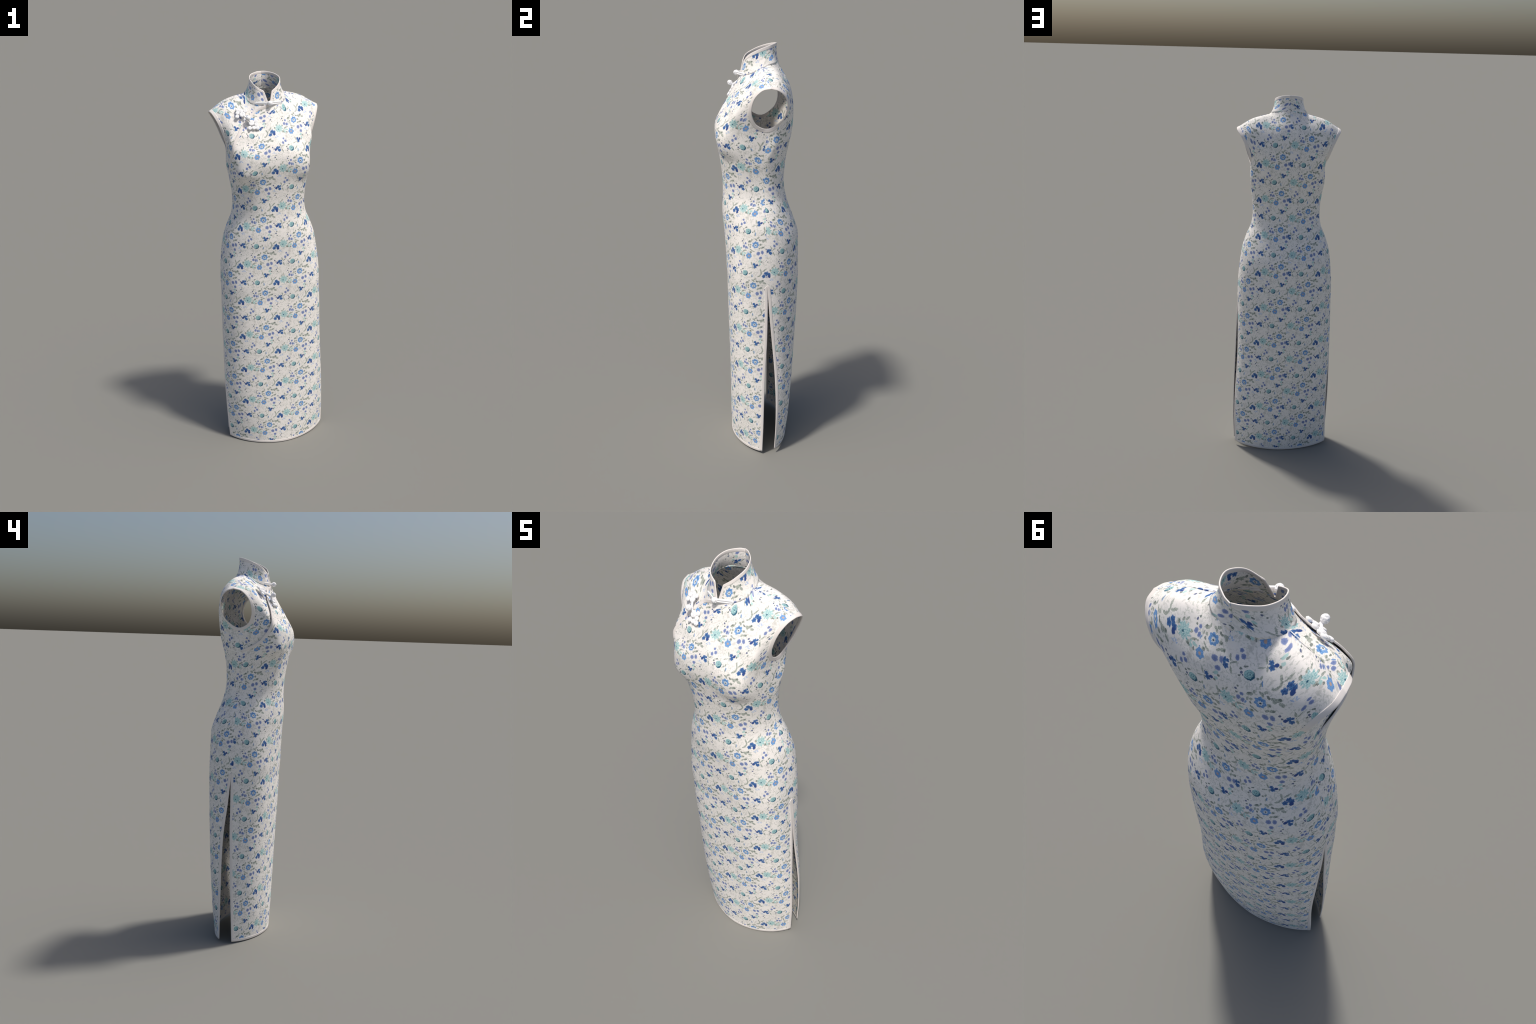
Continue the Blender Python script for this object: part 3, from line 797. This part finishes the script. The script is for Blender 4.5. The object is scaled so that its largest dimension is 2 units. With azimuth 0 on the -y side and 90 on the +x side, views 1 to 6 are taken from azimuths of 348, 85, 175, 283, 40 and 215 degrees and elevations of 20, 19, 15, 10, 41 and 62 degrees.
def coil_mesh(name, radius, thick):
    """A cord wound into a tight flat disc, lying in the xy plane: a pill with a spiral groove."""
    pitch, sides, rings = .0042, 40, 22
    a = np.arange(sides) / sides * 2 * np.pi
    rows = []
    for face in (1, -1):
        for r in (np.linspace(0, 1, rings) if face > 0 else np.linspace(1, 0, 6)[1:]):
            shoulder = np.sqrt(max(1 - max((r * radius - (radius - thick / 2)) / (thick / 2), 0) ** 2, 0))
            z = face * thick / 2 * shoulder + 0 * a
            if face > 0 and r < .9:
                groove = .5 + .5 * np.cos(2 * np.pi * r * radius / pitch - a)
                z = z - .0011 * groove**3 * min(1, r * 6)
                if r < .1:
                    z = z - .0012
            rows.append(np.stack([np.maximum(r, .004) * radius * np.cos(a), np.maximum(r, .004) * radius * np.sin(a), z], -1))
    return solid(name, np.array(rows), None, CORD)


def ball_mesh(name, radius):
    """A button knot: cord wrapped round itself into a ball."""
    verts, faces = [], []

    def add(rings):
        n, k = rings.shape[:2]
        o = len(verts)
        verts.extend(rings.reshape(-1, 3).tolist())
        for i in range(n):
            j = (i + 1) % n
            faces.extend((o + i * k + s, o + i * k + (s + 1) % k, o + j * k + (s + 1) % k, o + j * k + s) for s in range(k))

    a = np.linspace(0, 2 * np.pi, 40, endpoint=False)
    cord = radius * .36
    for tilt, spin, r, shift in ((0, 0, .66, 0), (1.15, .3, .66, 0), (1.15, 2.4, .66, 0), (1.2, 4.5, .66, 0), (0, 0, .42, .55), (0, 0, .42, -.55), (0, 0, .2, .68)):
        ring = np.stack([r * radius * np.cos(a), r * radius * np.sin(a), 0 * a + shift * radius], -1)
        cx, sx = math.cos(tilt), math.sin(tilt)
        cz, sz = math.cos(spin), math.sin(spin)
        rot = np.array([[cz, -sz, 0], [sz, cz, 0], [0, 0, 1]]) @ np.array([[1, 0, 0], [0, cx, -sx], [0, sx, cx]])
        centre = np.array([0, 0, shift * radius])
        t = np.roll(ring, -1, 0) - np.roll(ring, 1, 0)
        t /= np.linalg.norm(t, axis=1, keepdims=True)
        out = (ring - centre) / np.linalg.norm(ring - centre, axis=1, keepdims=True)
        b = np.cross(t, out)
        k = np.arange(8) / 8 * 2 * np.pi
        rr = ring[:, None] + cord * (out[:, None] * np.cos(k)[None, :, None] + b[:, None] * np.sin(k)[None, :, None])
        add(rr @ rot.T)
    me = bpy.data.meshes.new(name)
    me.from_pydata(verts, [], faces)
    me.polygons.foreach_set("use_smooth", np.ones(len(faces), bool))
    me.update()
    me.materials.append(CORD)
    return me


KNOT = ball_mesh("button_knot", .0124)
DISC = coil_mesh("cord_disc", .0146, .0105)
PETAL = coil_mesh("cord_coil", .0103, .0105)
for me in (DISC, PETAL):
    me.materials.append(CORD)


def place(name, mesh, parent, at, axis, spin=0.0):
    o = bpy.data.objects.new(name, mesh)
    scene.collection.objects.link(o)
    o.parent = parent
    q = Vector(axis).to_track_quat("Z", "Y")
    o.rotation_mode = "QUATERNION"
    from mathutils import Quaternion
    q = q @ Quaternion((0, 0, 1), spin)
    if parent is dress:
        o.location, o.rotation_quaternion = Vector(at), q
    else:
        inv = parent.matrix_basis.inverted()
        o.location = inv @ Vector(at)
        o.rotation_quaternion = parent.rotation_quaternion.inverted() @ q
    return o


rng = np.random.default_rng(5)
CHEST_KNOT = np.array([-.119, -.124, 1.808])
chest_axis = np.array([-.15, -.83, .53])
axis = chest_axis / np.linalg.norm(chest_axis)
frog = place("flower_fastening", KNOT, dress, CHEST_KNOT, chest_axis)
for centre, gap, petals, bvh in ((np.array([-.1335, -.068, 1.810]), .0155, [(-.0257, -.0100), (-.0239, .0092), (-.0260, .0270), (-.0086, .0202), (.0132, .0188)], under_tree),
                                 (np.array([-.101, -.108, 1.778]), .0088, [(.0214, .0091), (.0227, -.0092), (.0279, -.0266), (.0100, -.0256), (-.0096, -.0257)], front_tree)):
    hit, n0 = bvh.find_nearest(Vector(centre))[:2]
    n0 = np.array(n0) * (1 if n0.y < 0 else -1)
    e1 = np.cross((0, 0, 1), n0)
    e1 /= np.linalg.norm(e1)
    e2 = np.cross(n0, e1)
    disc_at = np.array(hit) + n0 * gap
    place("cord_disc", DISC, frog, disc_at, n0, rng.uniform(0, 6))
    for x, y in petals:
        q, n = bvh.find_nearest(Vector(centre + e1 * x + e2 * y))[:2]
        n = np.array(n) * (1 if n.y < 0 else -1)
        n = n0 * .5 + n * .5
        place("cord_coil", PETAL, frog, np.array(q) + n * (gap - .0005), n, rng.uniform(0, 6))
    # a short cord runs from the disc to the foot of the knot
    foot = CHEST_KNOT - axis * .016
    path = np.linspace(0, 1, 12)[:, None]
    loop = solid("cord_loop", tube(disc_at * (1 - path) + foot * path - CHEST_KNOT, .0040, .0046, n0), dress, CORD)
    loop.parent = frog
    loop.matrix_parent_inverse = frog.matrix_basis.inverted()
    loop.location = CHEST_KNOT
path = np.linspace(-.019, -.004, 8)[:, None]
a = np.cross(axis, (1, 0, 0))
stem = solid("cord_stem", tube(axis * path, .0064, .0064, a / np.linalg.norm(a), 16), dress, CORD)
stem.parent = frog
stem.matrix_parent_inverse = frog.matrix_basis.inverted()
stem.location = CHEST_KNOT

COLLAR_KNOT = np.array([-.004, -.099, 1.867])
frog2 = place("collar_fastening", KNOT, dress, COLLAR_KNOT, (0, -1, .1))
for side, end, cord, away in ((-1, (-.068, -.0655, 1.866), .0029, .0031), (1, (.057, -.0655, 1.863), .0042, .0038)):
    end = np.array(end)
    d = end - COLLAR_KNOT
    d /= np.linalg.norm(d)
    up = np.array([0, 0, 1.0])
    up -= d * d[2]
    up /= np.linalg.norm(up)
    long = np.linalg.norm(end - COLLAR_KNOT)
    a = np.linspace(np.pi / 2, -np.pi / 2, 9)
    run = np.linspace(.002, long - away, 12)
    path = np.concatenate([[COLLAR_KNOT + d * x + up * away for x in run], [COLLAR_KNOT + d * (long - away + away * math.cos(t)) + up * away * math.sin(t) for t in a[1:-1]],
                           [COLLAR_KNOT + d * x - up * away for x in run[::-1]]])
    flat = np.cross(d, up)
    loop = solid("cord_loop", tube(path - COLLAR_KNOT, cord, cord, flat), dress, CORD)
    loop.parent = frog2
    loop.matrix_parent_inverse = frog2.matrix_basis.inverted()
    loop.location = COLLAR_KNOT

bpy.context.view_layer.update()
